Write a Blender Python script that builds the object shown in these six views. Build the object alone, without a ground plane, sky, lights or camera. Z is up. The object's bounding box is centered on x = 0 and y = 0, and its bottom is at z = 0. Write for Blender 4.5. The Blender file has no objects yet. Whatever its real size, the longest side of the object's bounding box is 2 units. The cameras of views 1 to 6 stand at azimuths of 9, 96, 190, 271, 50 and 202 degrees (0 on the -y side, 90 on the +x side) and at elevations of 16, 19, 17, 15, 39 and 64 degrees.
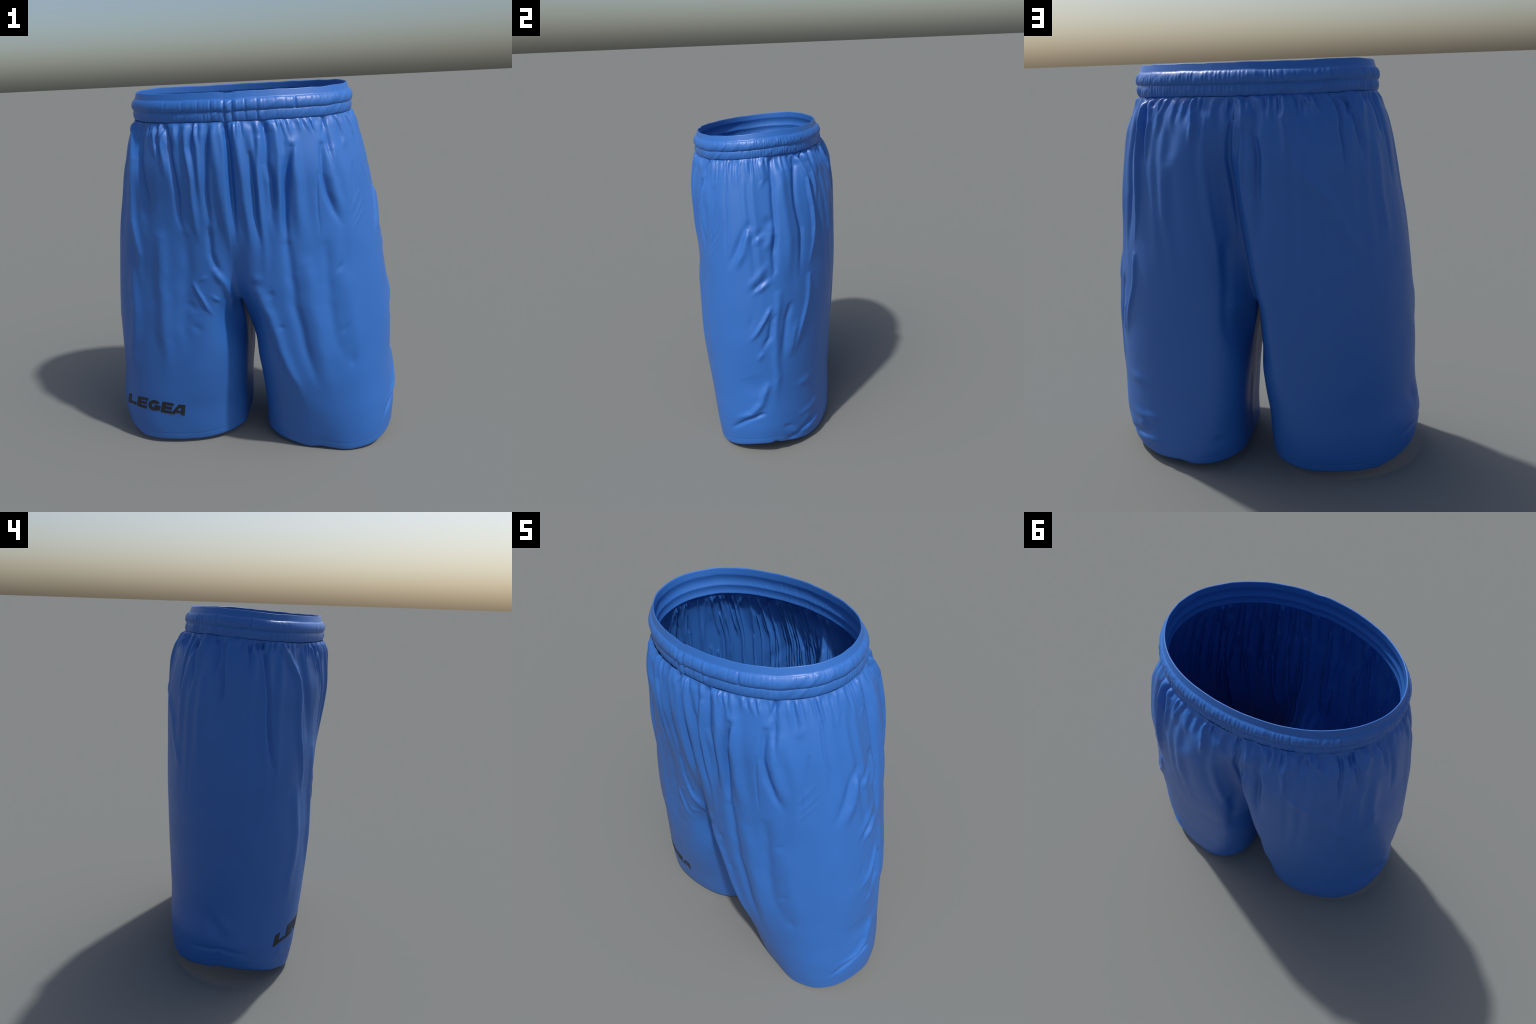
"""A pair of loose, knee-length football shorts in glossy blue polyester,
standing upright as if worn: gathered elastic waistband, two wide legs,
a pleated inner face, turned hems and a small dark word printed on one leg."""
import math
import bpy
import numpy as np

RNG = np.random.default_rng(7)

# ------------------------------------------------------------------ helpers


def smooth(a, b, x):
    t = np.clip((np.asarray(x, float) - a) / (b - a), 0, 1)
    return t * t * (3 - 2 * t)


def curve(knots, x):
    """Monotone cubic through (x, value) knots."""
    k = np.array(sorted(knots), float)
    xs, ys = k[:, 0], k[:, 1]
    h, d = np.diff(xs), np.diff(ys) / np.diff(xs)
    m = np.zeros(len(xs))
    m[0], m[-1] = d[0], d[-1]
    for i in range(1, len(xs) - 1):
        if d[i - 1] * d[i] > 0:
            w1, w2 = 2 * h[i] + h[i - 1], h[i] + 2 * h[i - 1]
            m[i] = (w1 + w2) / (w1 / d[i - 1] + w2 / d[i])
    x = np.clip(np.asarray(x, float), xs[0], xs[-1])
    i = np.clip(np.searchsorted(xs, x) - 1, 0, len(xs) - 2)
    t = (x - xs[i]) / h[i]
    return (ys[i] * (1 + 2 * t) * (1 - t) ** 2 + h[i] * m[i] * t * (1 - t) ** 2
            + ys[i + 1] * t * t * (3 - 2 * t) + h[i] * m[i + 1] * t * t * (t - 1))


def bezier(p0, p1, p2, p3, n=60):
    t = np.linspace(0, 1, n)[:, None]
    p0, p1, p2, p3 = map(np.array, (p0, p1, p2, p3))
    return p0 * (1 - t) ** 3 + 3 * p1 * t * (1 - t) ** 2 + 3 * p2 * t * t * (1 - t) + p3 * t ** 3


def resample(p, n):
    s = np.concatenate([[0], np.cumsum(np.linalg.norm(np.diff(p, axis=0), axis=1))])
    q = np.linspace(0, s[-1], n)
    return np.stack([np.interp(q, s, p[:, i]) for i in range(2)], 1), s[-1]


def noise1(x, seed, octaves=3):
    """Smooth 1D value noise, about -1..1, period-free."""
    out, amp = 0, 1.0
    r = np.random.default_rng(seed)
    tab = r.uniform(-1, 1, 4096)
    for o in range(octaves):
        f = np.asarray(x, float) * 2 ** o + 37.7 * o
        i = np.floor(f).astype(int)
        t = f - i
        t = t * t * (3 - 2 * t)
        out = out + amp * (tab[i % 4096] * (1 - t) + tab[(i + 1) % 4096] * t)
        amp *= 0.5
    return out


def noise2(x, y, seed):
    """Smooth 2D value noise, about -1..1."""
    tab = np.random.default_rng(seed).uniform(-1, 1, (256, 256))
    i, j = np.floor(x).astype(int), np.floor(y).astype(int)
    u, v = x - i, y - j
    u, v = u * u * (3 - 2 * u), v * v * (3 - 2 * v)
    g = lambda a, b: tab[(i + a) % 256, (j + b) % 256]
    return (g(0, 0) * (1 - u) + g(1, 0) * u) * (1 - v) + (g(0, 1) * (1 - u) + g(1, 1) * u) * v


# ------------------------------------------------------- overall proportions
CROTCH = 0.90            # height where the legs part
TOP = 1.845              # seam between cloth and waistband
MID_X = -0.018           # the centre seam stands a little left of centre

# per half: +1 is the half at x > 0, -1 the half at x < 0
SIDE = {1: [(0, .802), (.15, .812), (.25, .811), (.41, .801), (.57, .794), (.755, .788), (.876, .776), (1.0, .760),
            (1.127, .742), (1.21, .730), (1.4, .698), (1.55, .666), (1.69, .632), (1.79, .602), (1.82, .588), (1.845, .575)],
        -1: [(0, .803), (.06, .812), (.18, .817), (.285, .806), (.42, .788), (.57, .784), (.73, .776), (.885, .762),
             (1.04, .745), (1.18, .728), (1.285, .712), (1.41, .688), (1.55, .664), (1.67, .640), (1.79, .604), (1.82, .589), (1.845, .575)]}
FRONT = {1: [(0, -.296), (.07, -.310), (.28, -.349), (.49, -.388), (.72, -.410), (.92, -.420), (1.1, -.427),
             (1.3, -.434), (1.48, -.444), (1.67, -.455), (1.8, -.447), (1.845, -.431)],
         -1: [(0, -.290), (.09, -.310), (.25, -.338), (.37, -.360), (.5, -.377), (.64, -.389), (.83, -.398),
              (1.02, -.402), (1.2, -.414), (1.41, -.432), (1.66, -.455), (1.78, -.450), (1.845, -.431)]}
BACK = {1: [(0, .402), (.1, .412), (.32, .415), (.55, .426), (.8, .436), (.965, .446), (1.125, .455), (1.34, .458),
            (1.55, .452), (1.70, .436), (1.76, .421), (1.81, .398), (1.845, .377)],
        -1: [(0, .402), (.1, .416), (.35, .424), (.52, .437), (.68, .450), (.84, .460), (1.01, .466), (1.23, .467),
             (1.41, .466), (1.55, .463), (1.70, .446), (1.76, .432), (1.81, .404), (1.845, .377)]}
INNER = {1: [(0, .079), (.15, .078), (.3, .070), (.49, .054), (.6, .041), (.7, .023), (.8, .003), (.86, -.009), (.9, -.018)],
         -1: [(0, -.050), (.1, -.048), (.3, -.041), (.45, -.027), (.6, -.018), (.7, -.015), (.8, -.016), (.86, -.018), (.9, -.018)]}
CENTRE_FRONT = [(0, -.06), (.4, -.07), (.65, -.125), (.8, -.20), (.9, -.268), (1.0, -.343), (1.1, -.384), (1.3, -.428), (1.5, -.444), (1.7, -.456), (1.8, -.448), (1.845, -.431)]
# at the back the seam lies in a deep groove; the left half overhangs it
CENTRE_BACK = [(0, .16), (.4, .165), (.65, .18), (.8, .207), (.9, .24), (1.0, .283), (1.1, .318), (1.3, .362), (1.5, .386), (1.65, .396), (1.76, .396), (1.81, .386), (1.845, .374)]
SEAM_BACK_X = [(.9, -.018), (1.0, -.004), (1.25, .014), (1.4, .024), (1.6, .034), (1.75, .022), (1.845, .015)]
CREST = [(0, .52), (.2, .44), (.4, .34), (.6, .26), (.9, .18), (1.2, .11), (1.5, .06), (1.845, .05)]  # x of the foremost line
CREST_BACK = {1: [(0, .33), (.2, .28), (.4, .235), (.6, .21), (.9, .20), (1.2, .19), (1.5, .19), (1.75, .15), (1.845, .09)],
              -1: [(0, .36), (.2, .30), (.4, .23), (.6, .17), (.9, .13), (1.2, .10), (1.5, .08), (1.75, .08), (1.845, .09)]}

N_OUT, N_IN = 400, 110   # columns round the outside and along the inseam
ROWS_UP, ROWS_LOW = 230, 220
z_up = TOP - (TOP - CROTCH) * np.linspace(0, 1, ROWS_UP + 1) ** 1.0
z_low = CROTCH * np.linspace(1, 0, ROWS_LOW + 1)
Z = np.concatenate([z_up, z_low[1:]])
R, RC = len(Z) - 1, ROWS_UP

WAIST_A, WAIST_FRONT, WAIST_BACK = .556, -.412, .343   # ellipse of the rim


def rim_height(y):
    return 1.967 + .031 * smooth(-.36, .22, y) + .0


def section(half, z):
    """Outer arc from the centre front round the side to the centre back, and
    below the crotch the inner arc from the back inseam to the front inseam."""
    s = half
    a = s * curve(SIDE[half], z)
    f, b = curve(FRONT[half], z), curve(BACK[half], z)
    y0 = -.03 + .04 * smooth(1.2, 0, z)
    low = z <= CROTCH + 1e-9
    yf, yb = curve(CENTRE_FRONT, z), curve(CENTRE_BACK, z)
    if low:
        xf = xk = curve(INNER[half], z)
        turn = turn_b = .45 + .55 * smooth(CROTCH, CROTCH - .4, z)
    else:
        xf, xk = MID_X, curve(SEAM_BACK_X, z)
        turn = turn_b = .45 * smooth(CROTCH + .35, CROTCH, z)
    if half == -1:
        turn_b = max(turn_b, .85 * smooth(1.78, 1.5, z)) if not low else max(turn_b, .85)
    xm, xb = s * curve(CREST, z), s * curve(CREST_BACK[half], z)
    kf = .575 + .035 * smooth(.6, 0, z) if half == 1 else .575 - .03 * smooth(.6, 0, z) + .02 * smooth(.6, .9, z) * smooth(1.5, 1.2, z)
    kb = .51 - .07 * smooth(.6, 0, z) if half == 1 else .54 + .035 * smooth(.7, 1.1, z)

    def start(x, y, crest_x, crest_y, quarter):
        """Control points from the centre seam (or inseam) to the crest."""
        ang, dx, dy = quarter * math.pi / 2, abs(crest_x - x), abs(crest_y - y)
        reach = dx * .5 * math.cos(ang) + dy * .55 * math.sin(ang)
        out = 1 if crest_y > y else -1
        return ((x, y), (x + s * math.cos(ang) * reach, y + out * math.sin(ang) * reach),
                (crest_x - s * dx * (.5 + .12 * math.sin(ang)), crest_y), (crest_x, crest_y))

    p = np.concatenate([
        bezier(*start(xf, yf, xm, f, turn)),
        bezier((xm, f), (xm + (a - xm) * kf, f), (a, y0 + (f - y0) * kf), (a, y0))[1:],
        bezier((a, y0), (a, y0 + (b - y0) * kb), (xb + (a - xb) * kb, b), (xb, b))[1:],
        bezier(*start(xk, yb, xb, b, turn_b))[::-1][1:]])
    out, length = resample(p, N_OUT + 1)
    # near the seam the cloth follows the waistband's ellipse
    w = smooth(1.55, TOP, z)
    if w > 0:
        th = np.linspace(-math.pi / 2, math.pi / 2, 400)
        cy, h = (f + b) / 2, (b - f) / 2
        e = np.stack([abs(a) * np.cos(th) * s, cy + h * np.sin(th)], 1)
        full = np.where(e[:, 1] > cy, 1.05, 1.0)      # the back is a little squarer
        e[:, 0] = np.sign(s) * abs(a) * np.abs(np.cos(th)) ** (1 / full)
        e[:, 0] += np.where(e[:, 1] > cy, xk, xf) * (1 - np.abs(e[:, 0]) / abs(a))
        e, le = resample(e, N_OUT + 1)
        out, length = out * (1 - w) + e * w, length * (1 - w) + le * w
    inner = None
    if low:
        t = np.linspace(0, 1, N_IN + 1)
        inner = np.stack([xf + 0 * t, yb + (yf - yb) * t], 1)
    return out, length, inner


# ------------------------------------------------------------ base surface
OUT = {h: np.zeros((R + 1, N_OUT + 1, 3)) for h in (1, -1)}
INN = {h: np.zeros((R - RC + 1, N_IN + 1, 3)) for h in (1, -1)}
LEN = {h: np.zeros(R + 1) for h in (1, -1)}
for h in (1, -1):
    for r in range(R + 1):
        o, LEN[h][r], i = section(h, Z[r])
        OUT[h][r, :, :2], OUT[h][r, :, 2] = o, Z[r]
        if i is not None:
            INN[h][r - RC, :, :2], INN[h][r - RC, :, 2] = i, Z[r]


def lift(P, half):
    """Tilt the top with the waistband and raise the hem at the sides."""
    x, y, z = P[..., 0], P[..., 1], P[..., 2].copy()
    P[..., 2] = z + (rim_height(y) - .134 - TOP) * smooth(1.35, TOP, z)
    dx, dy = (x - half * .43) * half / .38, (y - .05) / .37
    n = np.sqrt(dx * dx + dy * dy) + 1e-6
    c, s = dx / n, dy / n
    hem = .010 + (.072 * np.clip(c, 0, 1) ** 5 if half == 1 else .007 + .078 * np.clip(c, 0, 1) ** 2.5) + .032 * np.clip(-c, 0, 1) ** 2 + .028 * np.clip(s, 0, 1) ** 2
    around = np.arctan2(s, c)
    hem = hem + .006 * noise1(np.abs(around) * 3.1 + (around > 0) * 0 + 5 * half + 20, 201, 2) * (1 - np.abs(c) ** 8)
    hem = hem + .010 * np.exp(-((around - .12) / .06) ** 2)
    P[..., 2] += hem * (1 - smooth(0, .4, z))


for h in (1, -1):
    lift(OUT[h], h)
    lift(INN[h], h)

# ------------------------------------------------- one welded vertex numbering
index, total = {}, 0
io, ii = {}, {}
for h in (1, -1):
    a = np.full((R + 1, N_OUT + 1), -1)
    b = np.full((R - RC + 1, N_IN + 1), -1)
    if h == -1:
        a[:RC + 1, 0], a[:RC + 1, -1] = io[1][:RC + 1, 0], io[1][:RC + 1, -1]
        b[0] = ii[1][0]
    free = a < 0
    a[free] = total + np.arange(free.sum())
    total += int(free.sum())
    b[:, 0], b[:, -1] = a[RC:, -1], a[RC:, 0]
    free = b < 0
    b[free] = total + np.arange(free.sum())
    total += int(free.sum())
    io[h], ii[h] = a, b

V = np.zeros((total, 3))
for h in (-1, 1):
    V[ii[h]] = INN[h]
    V[io[h]] = OUT[h]


def grid_faces(ix, flip):
    q = np.stack([ix[:-1, :-1], ix[1:, :-1], ix[1:, 1:], ix[:-1, 1:]], -1).reshape(-1, 4)
    return q[:, ::-1] if flip else q


FO = {h: grid_faces(io[h], h == -1) for h in (1, -1)}
FI = {h: grid_faces(ii[h], h == -1) for h in (1, -1)}
ALL = np.concatenate([FO[1], FI[1], FO[-1], FI[-1]])


def normals(P, F):
    n = np.cross(P[F[:, 2]] - P[F[:, 0]], P[F[:, 3]] - P[F[:, 1]])
    out = np.zeros_like(P)
    for c in range(4):
        for k in range(3):
            out[:, k] += np.bincount(F[:, c], n[:, k], len(P))
    return out / (np.linalg.norm(out, axis=1, keepdims=True) + 1e-12)


def relax(P, F, weight, times):
    """Laplacian smoothing where weight > 0."""
    e = np.concatenate([F[:, [0, 1]], F[:, [1, 2]], F[:, [2, 3]], F[:, [3, 0]]])
    e = np.concatenate([e, e[:, ::-1]])
    e = e[(weight[e[:, 0]] > 0)]
    deg = np.bincount(e[:, 0], minlength=len(P)) + 1e-9
    for _ in range(times):
        m = np.stack([np.bincount(e[:, 0], P[e[:, 1], k], len(P)) for k in range(3)], 1) / deg[:, None]
        P = P + weight[:, None] * (m - P)
    return P


d_crotch = np.abs(V[:, 2] - CROTCH) / .22 + np.abs(V[:, 0] - MID_X) / .12
V = relax(V, ALL, np.clip(1.0 - d_crotch, 0, 1) * .9, 60)
if normals(V, ALL)[io[1][100, 200], 0] < 0:
    FO = {h: f[:, ::-1] for h, f in FO.items()}
    FI = {h: f[:, ::-1] for h, f in FI.items()}
    ALL = ALL[:, ::-1]
BASE_NORMAL = normals(V, ALL)

# surface coordinates: s = metres round the outside from the centre front, z
S = {h: np.linspace(0, 1, N_OUT + 1)[None, :] * LEN[h][:, None] for h in (1, -1)}
T = np.linspace(0, 1, N_OUT + 1)[None, :] * np.ones((R + 1, 1))


# ---------------------------------------------------------------- folds
def crease(half, width, height, points, soft=0.0):
    """Raise (height > 0) or sink the cloth along control points (t, z); t runs
    0..1 from the centre front round the side to the centre back."""
    pts = np.array(points, float)
    lengths = np.interp(pts[:, 1], Z[::-1], LEN[half][::-1])
    q = np.stack([pts[:, 0] * lengths, pts[:, 1]], 1)
    seg = np.linalg.norm(np.diff(q, axis=0), axis=1) + 1e-9
    rows = np.where((Z > q[:, 1].min() - 3 * width) & (Z < q[:, 1].max() + 3 * width))[0]
    if not len(rows):
        return
    r0, r1 = rows[0], rows[-1] + 1
    margin = 3.2 * width / 1.2
    # the fold runs on over the centre seams into the other half
    for target, mirror in ((half, None), (-half, 0.0), (-half, 1.0)):
        t = T[0] if mirror is None else 2 * mirror - T[0]
        cols = np.where((t > pts[:, 0].min() - margin) & (t < pts[:, 0].max() + margin))[0]
        if not len(cols):
            continue
        c0, c1 = cols[0], cols[-1] + 1
        s = t[None, c0:c1] * LEN[half][r0:r1, None]
        z = Z[r0:r1, None] * np.ones((1, c1 - c0))
        best, par, along = np.full(s.shape, 1e9), np.zeros(s.shape), 0.0
        for i in range(len(q) - 1):
            d = q[i + 1] - q[i]
            u = np.clip(((s - q[i, 0]) * d[0] + (z - q[i, 1]) * d[1]) / seg[i] ** 2, 0, 1)
            dist = np.hypot(s - q[i, 0] - u * d[0], z - q[i, 1] - u * d[1])
            m = dist < best
            best[m], par[m] = dist[m], ((along + u * seg[i]) / seg.sum())[m]
            along += seg[i]
        # full strength in the middle, dying out towards both ends
        taper = smooth(-.15, .12, par) * (1 - smooth(.6, 1.08, par))
        taper = taper * (1 - soft) + np.sin(math.pi * np.clip(par * .8 + .1, 0, 1)) ** 1.5 * soft
        v = height * taper * np.exp(-(best / width) ** 2)
        if mirror is not None:
            v = v * smooth(CROTCH, CROTCH + .05, z)
        D[target][r0:r1, c0:c1] += v


def ridge(half, width, height, *points):
    if points[0][1] > 1.77:               # pleats start in the waistband seam
        points = ((points[0][0], 1.875),) + points
    run = np.linalg.norm(np.diff(np.array(points) * (1.5, 1), axis=0), axis=1).sum()
    long = smooth(.06, .25, run)          # short crumples are softer than long folds
    crease(half, width * (1.85 - .65 * long), height * (.92 + .58 * long), points, 1 - long)


def valley(half, width, height, *points):
    ridge(half, width, -height, *points)


D = {h: np.zeros((R + 1, N_OUT + 1)) for h in (1, -1)}
for h in (1, -1):
    z, t = Z[:, None], T
    drop = TOP - z
    # gathers just below the waistband: many small pleats that merge downwards
    ph = t * 36 + .9 * noise1(t * 14, 11 + h) + .25 * noise2(t * 40, drop * 6, 21 + h)
    g = np.cos(2 * math.pi * ph)
    size = .0062 * (.7 + .5 * noise1(t * 30, 5 + h))
    D[h] += g * size * smooth(-.012, .012, drop) * (1 - smooth(.02, .11 + .06 * noise1(t * 20, 9 + h), drop))
    # longer, fainter folds
    ph = t * 15 + .8 * noise1(t * 6, 31 + h) + .35 * noise2(t * 12, drop * 2.5, 41 + h)
    D[h] += np.cos(2 * math.pi * ph) * .0042 * (.6 + .6 * noise1(t * 9, 47 + h)) * smooth(.02, .14, drop) * (1 - smooth(.35, .95, drop))
    # broad, lazy waves down the legs
    D[h] += .004 * noise2(t * 8 + 3, z * 1.8, 61 + h) * smooth(.1, .5, drop)
    D[h] += .0018 * noise2(t * 18, z * 8, 71 + h) * smooth(.3, .8, drop)

# front, beside and left of the centre seam
valley(-1, .008, .0070, (.233, 1.82), (.220, 1.75), (.198, 1.66))
ridge(-1, .008, .0050, (.255, 1.84), (.228, 1.75), (.207, 1.66))
ridge(-1, .010, .0070, (.220, 1.84), (.200, 1.75), (.182, 1.66), (.175, 1.58))
valley(-1, .013, .0130, (.198, 1.83), (.172, 1.75), (.163, 1.68), (.147, 1.58), (.140, 1.50), (.138, 1.38), (.128, 1.28))
ridge(-1, .008, .0060, (.168, 1.84), (.155, 1.79), (.145, 1.73))
ridge(-1, .014, .0110, (.117, 1.79), (.110, 1.71), (.095, 1.58), (.095, 1.45), (.092, 1.34), (.083, 1.25))
valley(-1, .009, .0070, (.098, 1.81), (.102, 1.73), (.092, 1.65))
ridge(-1, .012, .0080, (.090, 1.82), (.077, 1.73), (.072, 1.60), (.072, 1.45))
valley(-1, .013, .0100, (.048, 1.83), (.052, 1.73), (.055, 1.62), (.058, 1.50), (.055, 1.36), (.058, 1.25))
ridge(-1, .022, .0110, (.043, 1.83), (.028, 1.74), (.020, 1.62), (.018, 1.49), (.015, 1.36), (.013, 1.25))
valley(1, .012, .0170, (.005, 1.83), (.013, 1.74), (.013, 1.62), (.013, 1.49), (.013, 1.36), (.013, 1.25))
# front, right of the centre seam
ridge(1, .018, .0090, (.035, 1.81), (.043, 1.60), (.045, 1.45), (.052, 1.31), (.058, 1.18))
valley(1, .010, .0060, (.070, 1.69), (.070, 1.60), (.072, 1.50), (.070, 1.38), (.077, 1.26), (.080, 1.21))
ridge(1, .012, .0090, (.098, 1.76), (.087, 1.55), (.085, 1.40), (.083, 1.26))
valley(1, .014, .0120, (.122, 1.80), (.120, 1.73), (.115, 1.64), (.122, 1.55), (.120, 1.47), (.113, 1.38), (.117, 1.30))
ridge(1, .017, .0100, (.152, 1.80), (.150, 1.68), (.140, 1.54), (.138, 1.40), (.133, 1.30))
valley(1, .013, .0140, (.188, 1.71), (.168, 1.61), (.155, 1.49), (.147, 1.35), (.145, 1.17))
ridge(1, .024, .0110, (.193, 1.73), (.188, 1.63), (.188, 1.54), (.182, 1.39), (.182, 1.25))
valley(1, .007, .0080, (.320, 1.83), (.292, 1.75))
valley(1, .005, .0030, (.250, 1.58), (.240, 1.48), (.235, 1.36), (.235, 1.26))
valley(1, .014, .0110, (.282, 1.71), (.265, 1.57), (.268, 1.48), (.280, 1.38), (.297, 1.31))
ridge(1, .022, .0100, (.310, 1.68), (.292, 1.55), (.295, 1.45), (.307, 1.34))
valley(1, .005, .0030, (.378, 1.60), (.345, 1.41), (.335, 1.26))
ridge(1, .007, .0050, (.095, 1.84), (.102, 1.79))
ridge(1, .007, .0060, (.138, 1.84), (.140, 1.81))
ridge(1, .008, .0060, (.170, 1.84), (.168, 1.81))
ridge(1, .007, .0050, (.188, 1.79), (.180, 1.73))
ridge(1, .008, .0060, (.228, 1.84), (.225, 1.81))
ridge(1, .009, .0060, (.275, 1.84), (.268, 1.82))
ridge(1, .010, .0050, (.372, 1.74), (.360, 1.68))
# lower front of the left leg
ridge(-1, .030, .0090, (.193, 1.25), (.195, 1.08), (.207, .93), (.242, .71), (.260, .47))
valley(-1, .028, .0060, (.122, 1.25), (.120, 1.09), (.142, .94), (.180, .77), (.195, .61))
valley(-1, .014, .0080, (.055, 1.30), (.055, 1.18), (.045, 1.11), (.028, 1.04))
ridge(-1, .009, .0070, (.110, 1.01), (.102, .94), (.100, .88), (.095, .84))
ridge(-1, .008, .0060, (.075, .95), (.060, .91))
valley(-1, .018, .0050, (.142, .92), (.133, .85))
valley(-1, .016, .0040, (.158, .79), (.138, .74))
ridge(-1, .018, .0080, (.045, 1.08), (.030, 1.01), (.025, .91), (.035, .81))
ridge(-1, .014, .0040, (.085, 1.06), (.077, 1.03))
# lower front of the right leg
valley(1, .020, .0090, (.147, 1.22), (.152, 1.06), (.165, .95), (.195, .78), (.207, .70), (.230, .53), (.240, .44))
ridge(1, .034, .0080, (.190, 1.11), (.205, .95), (.233, .78), (.253, .60), (.263, .42))
valley(1, .024, .0060, (.245, 1.20), (.245, 1.02), (.260, .88), (.280, .71), (.310, .57))
ridge(1, .040, .0050, (.290, 1.04), (.310, .87), (.333, .69), (.350, .51))
ridge(1, .020, .0090, (.075, .98), (.117, .85), (.145, .72), (.168, .58), (.188, .45), (.190, .35))
valley(1, .009, .0060, (.102, .99), (.113, .94))
valley(1, .007, .0040, (.140, .79), (.158, .78))
ridge(1, .012, .0050, (.052, 1.06), (.083, 1.04))
valley(1, .014, .0050, (.273, 1.10), (.285, 1.08))
valley(1, .018, .0050, (.315, .57), (.338, .56))
valley(1, .018, .0040, (.292, .77), (.307, .74))
# right side, upper: crumples along the side seam
valley(1, .006, .0040, (.422, 1.74), (.417, 1.52), (.405, 1.32))
ridge(1, .007, .0060, (.453, 1.84), (.448, 1.77), (.450, 1.70))
ridge(1, .007, .0060, (.477, 1.84), (.470, 1.76), (.465, 1.70))
ridge(1, .011, .0080, (.550, 1.79), (.555, 1.73), (.540, 1.68))
valley(1, .012, .0100, (.585, 1.80), (.583, 1.68), (.578, 1.59), (.575, 1.46), (.568, 1.35), (.562, 1.21))
ridge(1, .028, .0110, (.620, 1.74), (.618, 1.56), (.618, 1.39), (.608, 1.17))
valley(1, .014, .0120, (.680, 1.78), (.662, 1.68), (.657, 1.55), (.665, 1.43), (.657, 1.32), (.640, 1.15))
ridge(1, .012, .0060, (.713, 1.77), (.710, 1.66))
valley(1, .012, .0080, (.495, 1.38), (.515, 1.42), (.537, 1.46))
ridge(1, .011, .0080, (.497, 1.37), (.515, 1.40), (.532, 1.42))
valley(1, .017, .0090, (.570, 1.52), (.542, 1.47))
ridge(1, .013, .0080, (.555, 1.44), (.550, 1.38), (.532, 1.33))
valley(1, .012, .0080, (.568, 1.40), (.557, 1.30), (.557, 1.21), (.545, 1.16))
valley(1, .018, .0070, (.487, 1.48), (.450, 1.36), (.412, 1.22))
ridge(1, .019, .0080, (.485, 1.44), (.465, 1.32), (.438, 1.22))
ridge(1, .015, .0070, (.532, 1.24), (.470, 1.11))
valley(1, .010, .0080, (.535, 1.18), (.482, 1.09))
ridge(1, .010, .0090, (.540, 1.15), (.487, 1.08))
ridge(1, .004, .0022, (.380, 1.46), (.325, 1.35))
ridge(1, .004, .0022, (.388, 1.42), (.330, 1.30))
ridge(1, .004, .0022, (.378, 1.36), (.323, 1.26))
valley(1, .010, .0060, (.315, 1.81), (.305, 1.70), (.300, 1.55))
# right side, lower
ridge(1, .012, .0090, (.532, .98), (.515, .91), (.495, .83), (.480, .79))
valley(1, .013, .0090, (.542, .93), (.535, .81), (.515, .73))
ridge(1, .009, .0070, (.520, .72), (.505, .66))
valley(1, .010, .0040, (.482, .95), (.480, .85))
ridge(1, .020, .0070, (.560, 1.06), (.550, .92), (.555, .73), (.560, .54), (.547, .35))
valley(1, .016, .0070, (.595, .98), (.580, .84), (.578, .66))
ridge(1, .020, .0060, (.615, .85), (.598, .65))
valley(1, .050, .0060, (.477, .55), (.507, .43))
ridge(1, .016, .0090, (.530, .49), (.507, .37), (.475, .29), (.415, .22))
valley(1, .011, .0090, (.507, .29), (.460, .23), (.390, .13))
valley(1, .012, .0070, (.598, .14), (.557, .13))
ridge(1, .012, .0050, (.620, .08), (.583, .07))
ridge(1, .014, .0060, (.672, .20), (.637, .14))
valley(1, .020, .0040, (.660, .22), (.685, .25))
# back, right of and at the centre seam
ridge(1, .009, .0149, (.682, 1.84), (.703, 1.79), (.718, 1.71), (.718, 1.63), (.720, 1.55), (.718, 1.43), (.708, 1.33), (.685, 1.21))
ridge(1, .009, .0135, (.723, 1.84), (.745, 1.79), (.752, 1.73), (.755, 1.64), (.752, 1.55))
ridge(1, .009, .0135, (.780, 1.84), (.782, 1.80), (.787, 1.75), (.787, 1.70))
valley(1, .010, .0121, (.718, 1.81), (.738, 1.67), (.738, 1.57))
ridge(1, .010, .0095, (.820, 1.84), (.828, 1.79), (.843, 1.70))
ridge(1, .008, .0095, (.853, 1.84), (.858, 1.80), (.860, 1.74))
ridge(1, .008, .0121, (.890, 1.84), (.887, 1.81), (.897, 1.74), (.897, 1.65))
valley(1, .009, .0068, (.870, 1.82), (.880, 1.74))
valley(1, .010, .0081, (.843, 1.81), (.850, 1.74))
ridge(1, .030, .0050, (.840, 1.59), (.818, 1.50), (.810, 1.40), (.797, 1.27))
valley(1, .009, .0095, (.963, 1.83), (.975, 1.70))
valley(1, .009, .0095, (.993, 1.84), (1.000, 1.75), (.993, 1.64), (.993, 1.54), (.995, 1.45), (.995, 1.34), (.990, 1.22))
ridge(-1, .009, .0068, (.975, 1.80), (.975, 1.72), (.963, 1.60), (.958, 1.49), (.953, 1.36))
valley(-1, .011, .0095, (.948, 1.82), (.938, 1.70), (.917, 1.57), (.917, 1.37))
ridge(-1, .007, .0081, (.938, 1.84), (.940, 1.79))
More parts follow.
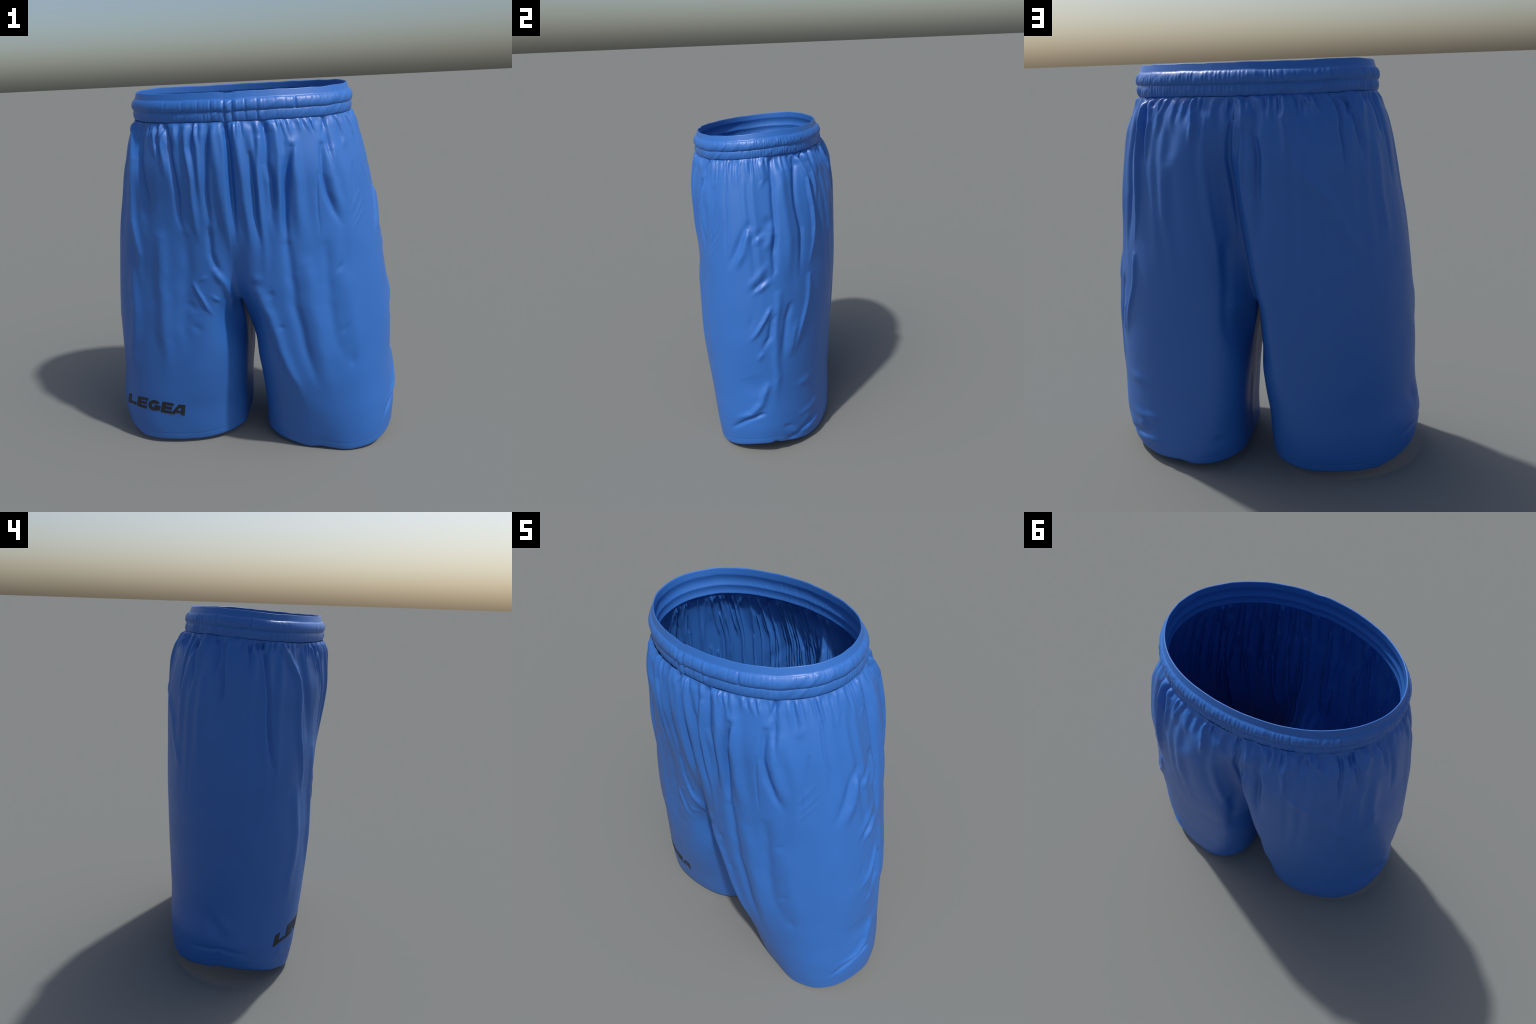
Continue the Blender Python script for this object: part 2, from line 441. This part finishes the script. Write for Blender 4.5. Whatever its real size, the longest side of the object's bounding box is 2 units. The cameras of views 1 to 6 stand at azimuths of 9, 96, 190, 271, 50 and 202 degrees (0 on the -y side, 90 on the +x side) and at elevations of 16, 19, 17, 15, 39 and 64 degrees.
# back, left of the centre seam
ridge(-1, .007, .0095, (.938, 1.84), (.940, 1.79))
ridge(-1, .007, .0095, (.900, 1.84), (.907, 1.76))
ridge(-1, .008, .0095, (.870, 1.84), (.873, 1.75), (.858, 1.59))
ridge(-1, .008, .0081, (.845, 1.84), (.853, 1.75))
valley(-1, .020, .0090, (.932, 1.66), (.920, 1.53), (.915, 1.39), (.922, 1.20))
valley(-1, .009, .0081, (.828, 1.83), (.833, 1.73))
ridge(-1, .010, .0081, (.792, 1.83), (.800, 1.75))
valley(-1, .009, .0081, (.772, 1.83), (.777, 1.75))
valley(-1, .010, .0081, (.740, 1.81), (.743, 1.74))
valley(-1, .007, .0081, (.720, 1.78), (.718, 1.69), (.708, 1.57), (.705, 1.48))
valley(-1, .007, .0095, (.685, 1.82), (.698, 1.74))
ridge(-1, .010, .0081, (.655, 1.82), (.670, 1.74))
# lower back of the right leg
ridge(1, .014, .0080, (.677, 1.13), (.647, .91), (.615, .67))
valley(1, .028, .0080, (.950, 1.20), (.922, .97), (.912, .72))
ridge(1, .016, .0060, (.627, .21), (.723, .26))
ridge(1, .014, .0070, (.627, .06), (.723, .11))
valley(1, .014, .0070, (.573, .02), (.703, .16))
valley(1, .016, .0050, (.858, .16), (.905, .14))
ridge(1, .014, .0060, (.620, .44), (.677, .46))
# left side, upper
ridge(-1, .017, .0130, (.380, 1.82), (.338, 1.73), (.315, 1.66), (.305, 1.53), (.297, 1.35), (.270, 1.16), (.270, 1.00))
valley(-1, .024, .0130, (.307, 1.79), (.282, 1.64), (.247, 1.45), (.245, 1.30))
valley(-1, .011, .0117, (.600, 1.82), (.580, 1.65))
valley(-1, .011, .0091, (.578, 1.81), (.557, 1.68), (.545, 1.52), (.550, 1.44))
ridge(-1, .012, .0091, (.647, 1.80), (.662, 1.72), (.655, 1.64))
valley(-1, .011, .0091, (.700, 1.82), (.657, 1.55))
valley(-1, .009, .0091, (.497, 1.83), (.477, 1.67))
valley(-1, .009, .0078, (.468, 1.83), (.458, 1.76))
valley(-1, .009, .0104, (.445, 1.81), (.420, 1.65), (.405, 1.48), (.398, 1.34), (.385, 1.22), (.372, 1.13))
ridge(-1, .025, .0078, (.818, 1.55), (.750, 1.41), (.718, 1.27), (.670, 1.13))
ridge(-1, .020, .0052, (.613, 1.62), (.608, 1.40), (.598, 1.17))
ridge(-1, .009, .0078, (.807, 1.82), (.755, 1.73))
ridge(-1, .009, .0078, (.735, 1.82), (.730, 1.71))
# left side, lower
ridge(-1, .028, .0080, (.292, 1.06), (.312, .82), (.357, .59), (.367, .42))
valley(-1, .016, .0030, (.600, .14), (.522, .15), (.445, .11))
valley(-1, .020, .0050, (.568, .39), (.532, .27))
ridge(-1, .020, .0050, (.542, .41), (.502, .28))
ridge(-1, .014, .0060, (.375, .17), (.347, .10))
ridge(-1, .030, .0040, (.463, .88), (.450, .68))
valley(-1, .030, .0040, (.505, .83), (.490, .68))

d = np.zeros(total)
cnt = np.zeros(total)
for h in (1, -1):
    D[h] *= .3 + .7 * smooth(-.002, .022, TOP - Z[:, None])      # the seam holds the pleats flat
    d += np.bincount(io[h].ravel(), D[h].ravel(), total)
    cnt += np.bincount(io[h].ravel(), minlength=total)
d /= np.maximum(cnt, 1)
for h in (1, -1):
    zi, ki = np.meshgrid(Z[RC:], np.linspace(0, 1, N_IN + 1), indexing="ij")
    w = .004 * noise2(ki * 4, zi * 5, 81 + h) * np.sin(math.pi * ki)
    # carry the outer folds over the inseam so nothing steps
    e0, e1 = D[h][RC:, -1][:, None], D[h][RC:, 0][:, None]
    v = e0 * (1 - smooth(0, .3, ki)) + e1 * smooth(.7, 1, ki) + w * smooth(0, .1, CROTCH - zi)
    inner_only = ii[h][:, 1:-1]
    d[inner_only.ravel()] = v[:, 1:-1].ravel()

OUTER = V + BASE_NORMAL * d[:, None]

# the hem: a stitched turn-up, its lower edge rolled inwards
HEM = .05
d_low = np.zeros(total)
for h in (1, -1):
    for ix, zz in ((io[h], Z[:, None] * np.ones((1, N_OUT + 1))), (ii[h], Z[RC:, None] * np.ones((1, N_IN + 1)))):
        v = -.0009 * np.exp(-((zz - HEM) / .005) ** 2) - .013 * (1 - np.sqrt(np.clip(1 - (np.clip(.020 - zz, 0, .020) / .020) ** 2, 0, 1)))
        d_low[ix.ravel()] = v.ravel()
OUTER = OUTER + BASE_NORMAL * d_low[:, None]
NORMAL = normals(OUTER, ALL)

# ---------------------------------------------------- inner face of the cloth
din = np.zeros(total)
for h in (1, -1):
    z, t = Z[:, None], T
    drop = TOP - z
    v = np.zeros((R + 1, N_OUT + 1))
    r = np.random.default_rng(90 + h)
    for k in range(135):                      # pinched pleats, each a thin standing rib
        t0 = r.uniform(0, 1)
        a, b = (-.02 if r.uniform() < .6 else r.uniform(.05, .6)), r.uniform(.25, .95)
        wob = .0045 * noise1(drop * 3.5, 500 + k * 2 + h)
        c0, c1 = max(0, int((t0 - .03) * N_OUT)), min(N_OUT + 1, int((t0 + .03) * N_OUT) + 1)
        dist = (t[:, c0:c1] - t0 - wob) * LEN[h][:, None]
        amp = r.uniform(.007, .019) * smooth(a, a + .03, drop) * (1 - smooth(a + b * .8, a + b, drop))
        v[:, c0:c1] = np.maximum(v[:, c0:c1], amp * np.exp(-(dist / r.uniform(.003, .0055)) ** 2))
    v += .003 * noise2(t * 45, z * 3, 95 + h)
    v *= .35 + .65 * smooth(0, .03, drop)
    din[io[h].ravel()] = v.ravel()
fade = {}
keep = np.zeros(total)
for h in (1, -1):
    keep[io[h].ravel()] = np.maximum(keep[io[h].ravel()], (smooth(0, .06, Z)[:, None] * np.ones((1, N_OUT + 1))).ravel())
LINING = OUTER * .55 + (V + BASE_NORMAL * d_low[:, None]) * .45 - BASE_NORMAL * (.012 + din * keep)[:, None]
for h in (1, -1):                           # meet the outer face at the hem
    for ix, zz in ((io[h], Z[:, None] * np.ones((1, N_OUT + 1))), (ii[h], Z[RC:, None] * np.ones((1, N_IN + 1)))):
        w = smooth(.05, 0, zz).ravel()[:, None]
        j = ix.ravel()
        LINING[j] = LINING[j] * (1 - w) + (OUTER[j] - BASE_NORMAL[j] * .006) * w
LINING_NORMAL = normals(LINING, ALL[:, ::-1])

low = min(OUTER[:, 2].min(), LINING[:, 2].min())
OUTER[:, 2] -= low
LINING[:, 2] -= low

# ------------------------------------------------------------------ materials


def cloth(name, colour, rough, grain=0.0):
    m = bpy.data.materials.new(name)
    m.use_nodes = True
    n, l = m.node_tree.nodes, m.node_tree.links
    p = n["Principled BSDF"]
    co = n.new("ShaderNodeTexCoord")
    big = n.new("ShaderNodeTexNoise")
    big.inputs["Scale"].default_value = 5
    big.inputs["Detail"].default_value = 4
    l.new(co.outputs["Object"], big.inputs["Vector"])
    ramp = n.new("ShaderNodeValToRGB")
    ramp.color_ramp.elements[0].position, ramp.color_ramp.elements[1].position = .3, .7
    ramp.color_ramp.elements[0].color = (*[c * .98 for c in colour], 1)
    ramp.color_ramp.elements[1].color = (*[c * 1.02 for c in colour], 1)
    l.new(big.outputs["Fac"], ramp.inputs["Fac"])
    l.new(ramp.outputs["Color"], p.inputs["Base Color"])
    p.inputs["Roughness"].default_value = rough
    p.inputs["Specular IOR Level"].default_value = .5
    if grain:
        fine = n.new("ShaderNodeTexNoise")
        fine.inputs["Scale"].default_value = 60
        l.new(co.outputs["Object"], fine.inputs["Vector"])
        bump = n.new("ShaderNodeBump")
        bump.inputs["Strength"].default_value = grain
        bump.inputs["Distance"].default_value = .004
        l.new(fine.outputs["Fac"], bump.inputs["Height"])
        l.new(bump.outputs["Normal"], p.inputs["Normal"])
    return m


BLUE = (.027, .134, .456)
SHELL = cloth("glossy_blue_polyester", BLUE, .42, .05)
INSIDE = cloth("inner_blue_polyester", BLUE, .5, .05)
INK = cloth("dark_print", (.010, .012, .016), .5)

# ------------------------------------------------------------------ objects
scene = bpy.context.scene


def make(name, verts, faces, material, parent, vertex_normals=None):
    used = np.unique(faces)
    back = np.full(len(verts), -1)
    back[used] = np.arange(len(used))
    v, f = verts[used], back[faces]
    me = bpy.data.meshes.new(name)
    me.vertices.add(len(v))
    me.vertices.foreach_set("co", v.astype(np.float32).ravel())
    w = f.shape[1]
    me.loops.add(f.size)
    me.loops.foreach_set("vertex_index", f.ravel().astype(np.int32))
    me.polygons.add(len(f))
    me.polygons.foreach_set("loop_start", np.arange(0, f.size, w, dtype=np.int32))
    me.update(calc_edges=True)
    me.polygons.foreach_set("use_smooth", np.ones(len(f), bool))
    me.materials.append(material)
    if vertex_normals is not None:
        me.normals_split_custom_set_from_vertices(vertex_normals[used].astype(np.float32))
    ob = bpy.data.objects.new(name, me)
    scene.collection.objects.link(ob)
    ob.parent = parent
    return ob


root = bpy.data.objects.new("sports_shorts", None)
scene.collection.objects.link(root)
root["label"] = "loose glossy blue football shorts with gathered elastic waistband"
root["category"] = "shorts"

hem_row = int(np.searchsorted(-Z, -HEM))
leg_objects = {}
for h in (1, -1):
    upper = np.concatenate([grid_faces(io[h][:hem_row + 1], h == -1), grid_faces(ii[h][:hem_row - RC + 1], h == -1)])
    lower = np.concatenate([grid_faces(io[h][hem_row:], h == -1), grid_faces(ii[h][hem_row - RC:], h == -1)])
    same = np.array_equal(np.concatenate([FO[h][:1]]), upper[:1])
    if not same:
        upper, lower = upper[:, ::-1], lower[:, ::-1]
    leg = make("leg", OUTER, upper, SHELL, root, NORMAL)
    leg_objects[h] = leg
    make("lining", LINING, np.concatenate([FO[h], FI[h]])[:, ::-1], INSIDE, leg, LINING_NORMAL)
    # hem with its folded lower edge
    ring = np.concatenate([io[h][-1], ii[h][-1][1:-1]])
    nxt = np.roll(ring, -1)
    both = np.concatenate([OUTER, LINING])
    both_n = np.concatenate([NORMAL, NORMAL])
    under = np.stack([ring, nxt, nxt + total, ring + total], 1)
    make("hem", both, lower, SHELL, leg, both_n)
    make("hem_fold", both, under if h == -1 else under[:, ::-1], SHELL, leg)

# ---------------------------------------------------------------- waistband
NB = 1100
th = np.linspace(0, 2 * math.pi, NB, endpoint=False)     # 0 = +x, pi/2 = back
cyw, hw = (WAIST_FRONT + WAIST_BACK) / 2, (WAIST_BACK - WAIST_FRONT) / 2
ex, ey = WAIST_A * np.cos(th), cyw + hw * np.sin(th)
nx, ny = np.cos(th) / WAIST_A, np.sin(th) / hw
nl = np.hypot(nx, ny)
nx, ny = nx / nl, ny / nl
corner = .013 * np.exp(-((th - .75) / .42) ** 2)      # the rim is fuller at the back right
ex, ey = ex + nx * corner, ey + ny * corner
rim = rim_height(ey) + .0015 * noise1(np.abs(th - math.pi) * 6, 301) - .006 * np.exp(-((np.angle(np.exp(1j * (th + math.pi / 2)))) / .06) ** 2)
back_lean = .016 * smooth(-.1, .3, ey)
# profile: (drop below the rim, outward offset, gather strength, is it outside)
prof = []
for u in np.linspace(0, 1, 7):
    prof.append((.003 + .030 * u, .001 + .009 * u, .05))
for u in np.linspace(0, 1, 22)[1:]:
    bulge = math.sin(math.pi * min(1, u * 1.02)) ** .55
    prof.append((.033 + .057 * u, .010 + .009 * u + .013 * bulge, .3 + .7 * bulge))
for u in np.linspace(0, 1, 18)[1:]:
    bulge = math.sin(math.pi * u) ** .6
    prof.append((.090 + .047 * u, .019 - .002 * u + .0055 * bulge, .3 + .7 * bulge))
prof.append((.140, .014, .2))
inside = [(.146, -.002, .1), (.140, -.006, .2)]
for u in np.linspace(0, 1, 12)[1:]:
    inside.append((.140 - .046 * u, -.006 + .004 * math.sin(math.pi * u), .3))
for u in np.linspace(0, 1, 14)[1:]:
    inside.append((.094 - .058 * u, -.006 + .006 * math.sin(math.pi * u), .3))
for u in np.linspace(0, 1, 7)[1:]:
    inside.append((.036 - .033 * u, -.006 + .001 * u, .05))
top = [(.0008, -.0035, 0), (0, -.0015, 0), (.0008, .0005, 0)]

tab_t = th / (2 * math.pi)
front_gap = np.exp(-((np.angle(np.exp(1j * (th + math.pi / 2)))) / .5) ** 2)
back_gather = .35 + .65 * smooth(.0, .35, np.sin(th) * .5 + .12)
ribs = [np.cos(2 * math.pi * (tab_t * 150 + .8 * noise1(tab_t * 60, 310 + k))) * (.6 + .5 * noise1(tab_t * 40, 320 + k)) for k in (0, 1)]
pleats = []
for k in (0, 1):
    r = np.random.default_rng(330 + k)
    v = np.zeros(NB)
    for _ in range(30):
        c, w, a = r.uniform(0, 2 * math.pi), r.uniform(.006, .014), r.uniform(.3, 1)
        v -= a * np.exp(-(np.angle(np.exp(1j * (th - c))) / w) ** 2)
    # the knot of hard pleats left of the centre front
    for x, a in ((-.075, 1.0), (-.012, 2.2), (.026, 2.4), (.038, .8), (.087, 1.0), (.141, 1.4)):
        c = -math.acos(x / WAIST_A)
        v -= a * np.exp(-(np.angle(np.exp(1j * (th - c))) / .010) ** 2)
        v += .5 * a * np.exp(-(np.angle(np.exp(1j * (th - c - .03))) / .018) ** 2)
    pleats.append(v)
rows = []
for kind, block in (("out", prof), ("in", inside), ("top", top)):
    for drop, off, gs in block:
        k = 0 if drop < .09 else 1
        amp = (.0020 * ribs[k] * back_gather + .0032 * pleats[k]) * gs + .0015 * noise1(tab_t * 90 + drop * 30 + 50, 340) * gs
        if kind != "out":
            amp = -.55 * amp - .0012 * np.clip(ribs[1 - k], 0, 1) * gs
        o = off + amp + back_lean * drop / .137
        rows.append(np.stack([ex + nx * o, ey + ny * o, rim - drop], 1))
B = np.concatenate(rows)
nr = len(rows)
bi = np.arange(nr * NB).reshape(nr, NB)
bi = np.concatenate([bi, bi[:, :1]], 1)


def band_faces(r0, r1):
    sub = bi[[k % nr for k in range(r0, r1 + 1)]]
    return grid_faces(sub, False)


all_band = band_faces(0, nr)
bn = normals(B, all_band)
if bn[bi[10, 0], 0] < 0:
    flip = True
    all_band = all_band[:, ::-1]
    bn = -bn
else:
    flip = False
fix = lambda f: f[:, ::-1] if flip else f
n_out, n_in = len(prof), len(inside)
band = make("waistband", B, fix(np.concatenate([band_faces(0, n_out - 1), band_faces(n_out + n_in, nr)])), SHELL, root, bn)
make("waistband_facing", B, fix(band_faces(n_out - 1, n_out + n_in)), INSIDE, band, bn)

# ---------------------------------------------------- the word on one leg
# every letter is a few strokes; a stroke is four corners in the letter's unit box
def arc(a0, a1, inner=.20, outer=.5, steps=8):
    out = []
    for i in range(steps):
        b0, b1 = (math.radians(a0 + (a1 - a0) * k / steps) for k in (i, i + 1))
        ring = lambda r, b: (.5 + (r + .02) * math.cos(b), .5 + r * math.sin(b))
        out.append((ring(inner, b0), ring(outer, b0), ring(outer, b1), ring(inner, b1)))
    return out


box = lambda x0, y0, x1, y1: ((x0, y0), (x1, y0), (x1, y1), (x0, y1))
L_SHAPE = [box(0, 0, .40, 1), box(.40, 0, 1, .28)]
E_SHAPE = [box(0, 0, .36, 1), box(.36, 0, 1, .26), box(.36, .38, .94, .63), box(.36, .75, 1, 1)]
G_SHAPE = arc(40, 318) + [((.52, .34), (1.0, .34), (1.0, .56), (.52, .56)), ((.70, .12), (1.0, .12), (1.0, .34), (.70, .34))]
A_SHAPE = [((0, 0), (.27, 0), (.64, 1), (.44, 1)), ((.74, 0), (1, 0), (.92, 1), (.64, 1)),
           ((.344, .2), (.72, .2), (.698, .42), (.425, .42)), ((.522, .68), (.672, .68), (.64, 1), (.64, 1))]
WORD = [(L_SHAPE, .00, .215), (E_SHAPE, .235, .430), (G_SHAPE, .445, .640), (E_SHAPE, .655, .820), (A_SHAPE, .805, 1.0)]
BASELINE = [(0, .177), (.2, .203), (.42, .214), (.65, .212), (1, .193)]


def on_leg(half, t, z, off):
    c = np.clip(t * N_OUT, 0, N_OUT - 1e-6)
    r = np.interp(-z, -Z, np.arange(R + 1.0))
    c0, r0 = np.floor(c).astype(int), np.floor(r).astype(int)
    fc, fr = (c - c0)[:, None], (r - r0)[:, None]
    pick = lambda A: ((A[io[half][r0, c0]] * (1 - fc) + A[io[half][r0, c0 + 1]] * fc) * (1 - fr)
                      + (A[io[half][r0 + 1, c0]] * (1 - fc) + A[io[half][r0 + 1, c0 + 1]] * fc) * fr)
    return pick(OUTER) + pick(NORMAL) * off


for shape, u0, u1 in WORD:
    vs, fs, base = [], [], 0
    for quad in shape:
        q = np.array(quad, float)
        n = 13
        a, b = np.meshgrid(np.linspace(0, 1, n), np.linspace(0, 1, n), indexing="ij")
        a, b = a.ravel()[:, None], b.ravel()[:, None]
        p = q[0] * (1 - a) * (1 - b) + q[1] * a * (1 - b) + q[2] * a * b + q[3] * (1 - a) * b
        u = u0 + (u1 - u0) * p[:, 0]
        t = .389 - .186 * u - .003 * p[:, 1]
        z = curve(BASELINE, u) + .079 * p[:, 1]
        ix = np.arange(n * n).reshape(n, n)
        rim_ix = np.concatenate([ix[:-1, 0], ix[-1, :-1], ix[:0:-1, -1], ix[0, :0:-1]])
        vs += [on_leg(-1, t, z, .0014), on_leg(-1, t[rim_ix], z[rim_ix], -.0006)]
        f = np.stack([ix[:-1, :-1], ix[1:, :-1], ix[1:, 1:], ix[:-1, 1:]], -1).reshape(-1, 4)
        k = np.arange(len(rim_ix))
        side = np.stack([rim_ix, n * n + k, n * n + np.roll(k, -1), np.roll(rim_ix, -1)], 1)
        fs += [f[:, ::-1] + base, side + base]
        base += n * n + len(rim_ix)
    make("letter", np.concatenate(vs), np.concatenate(fs), INK, leg_objects[-1])
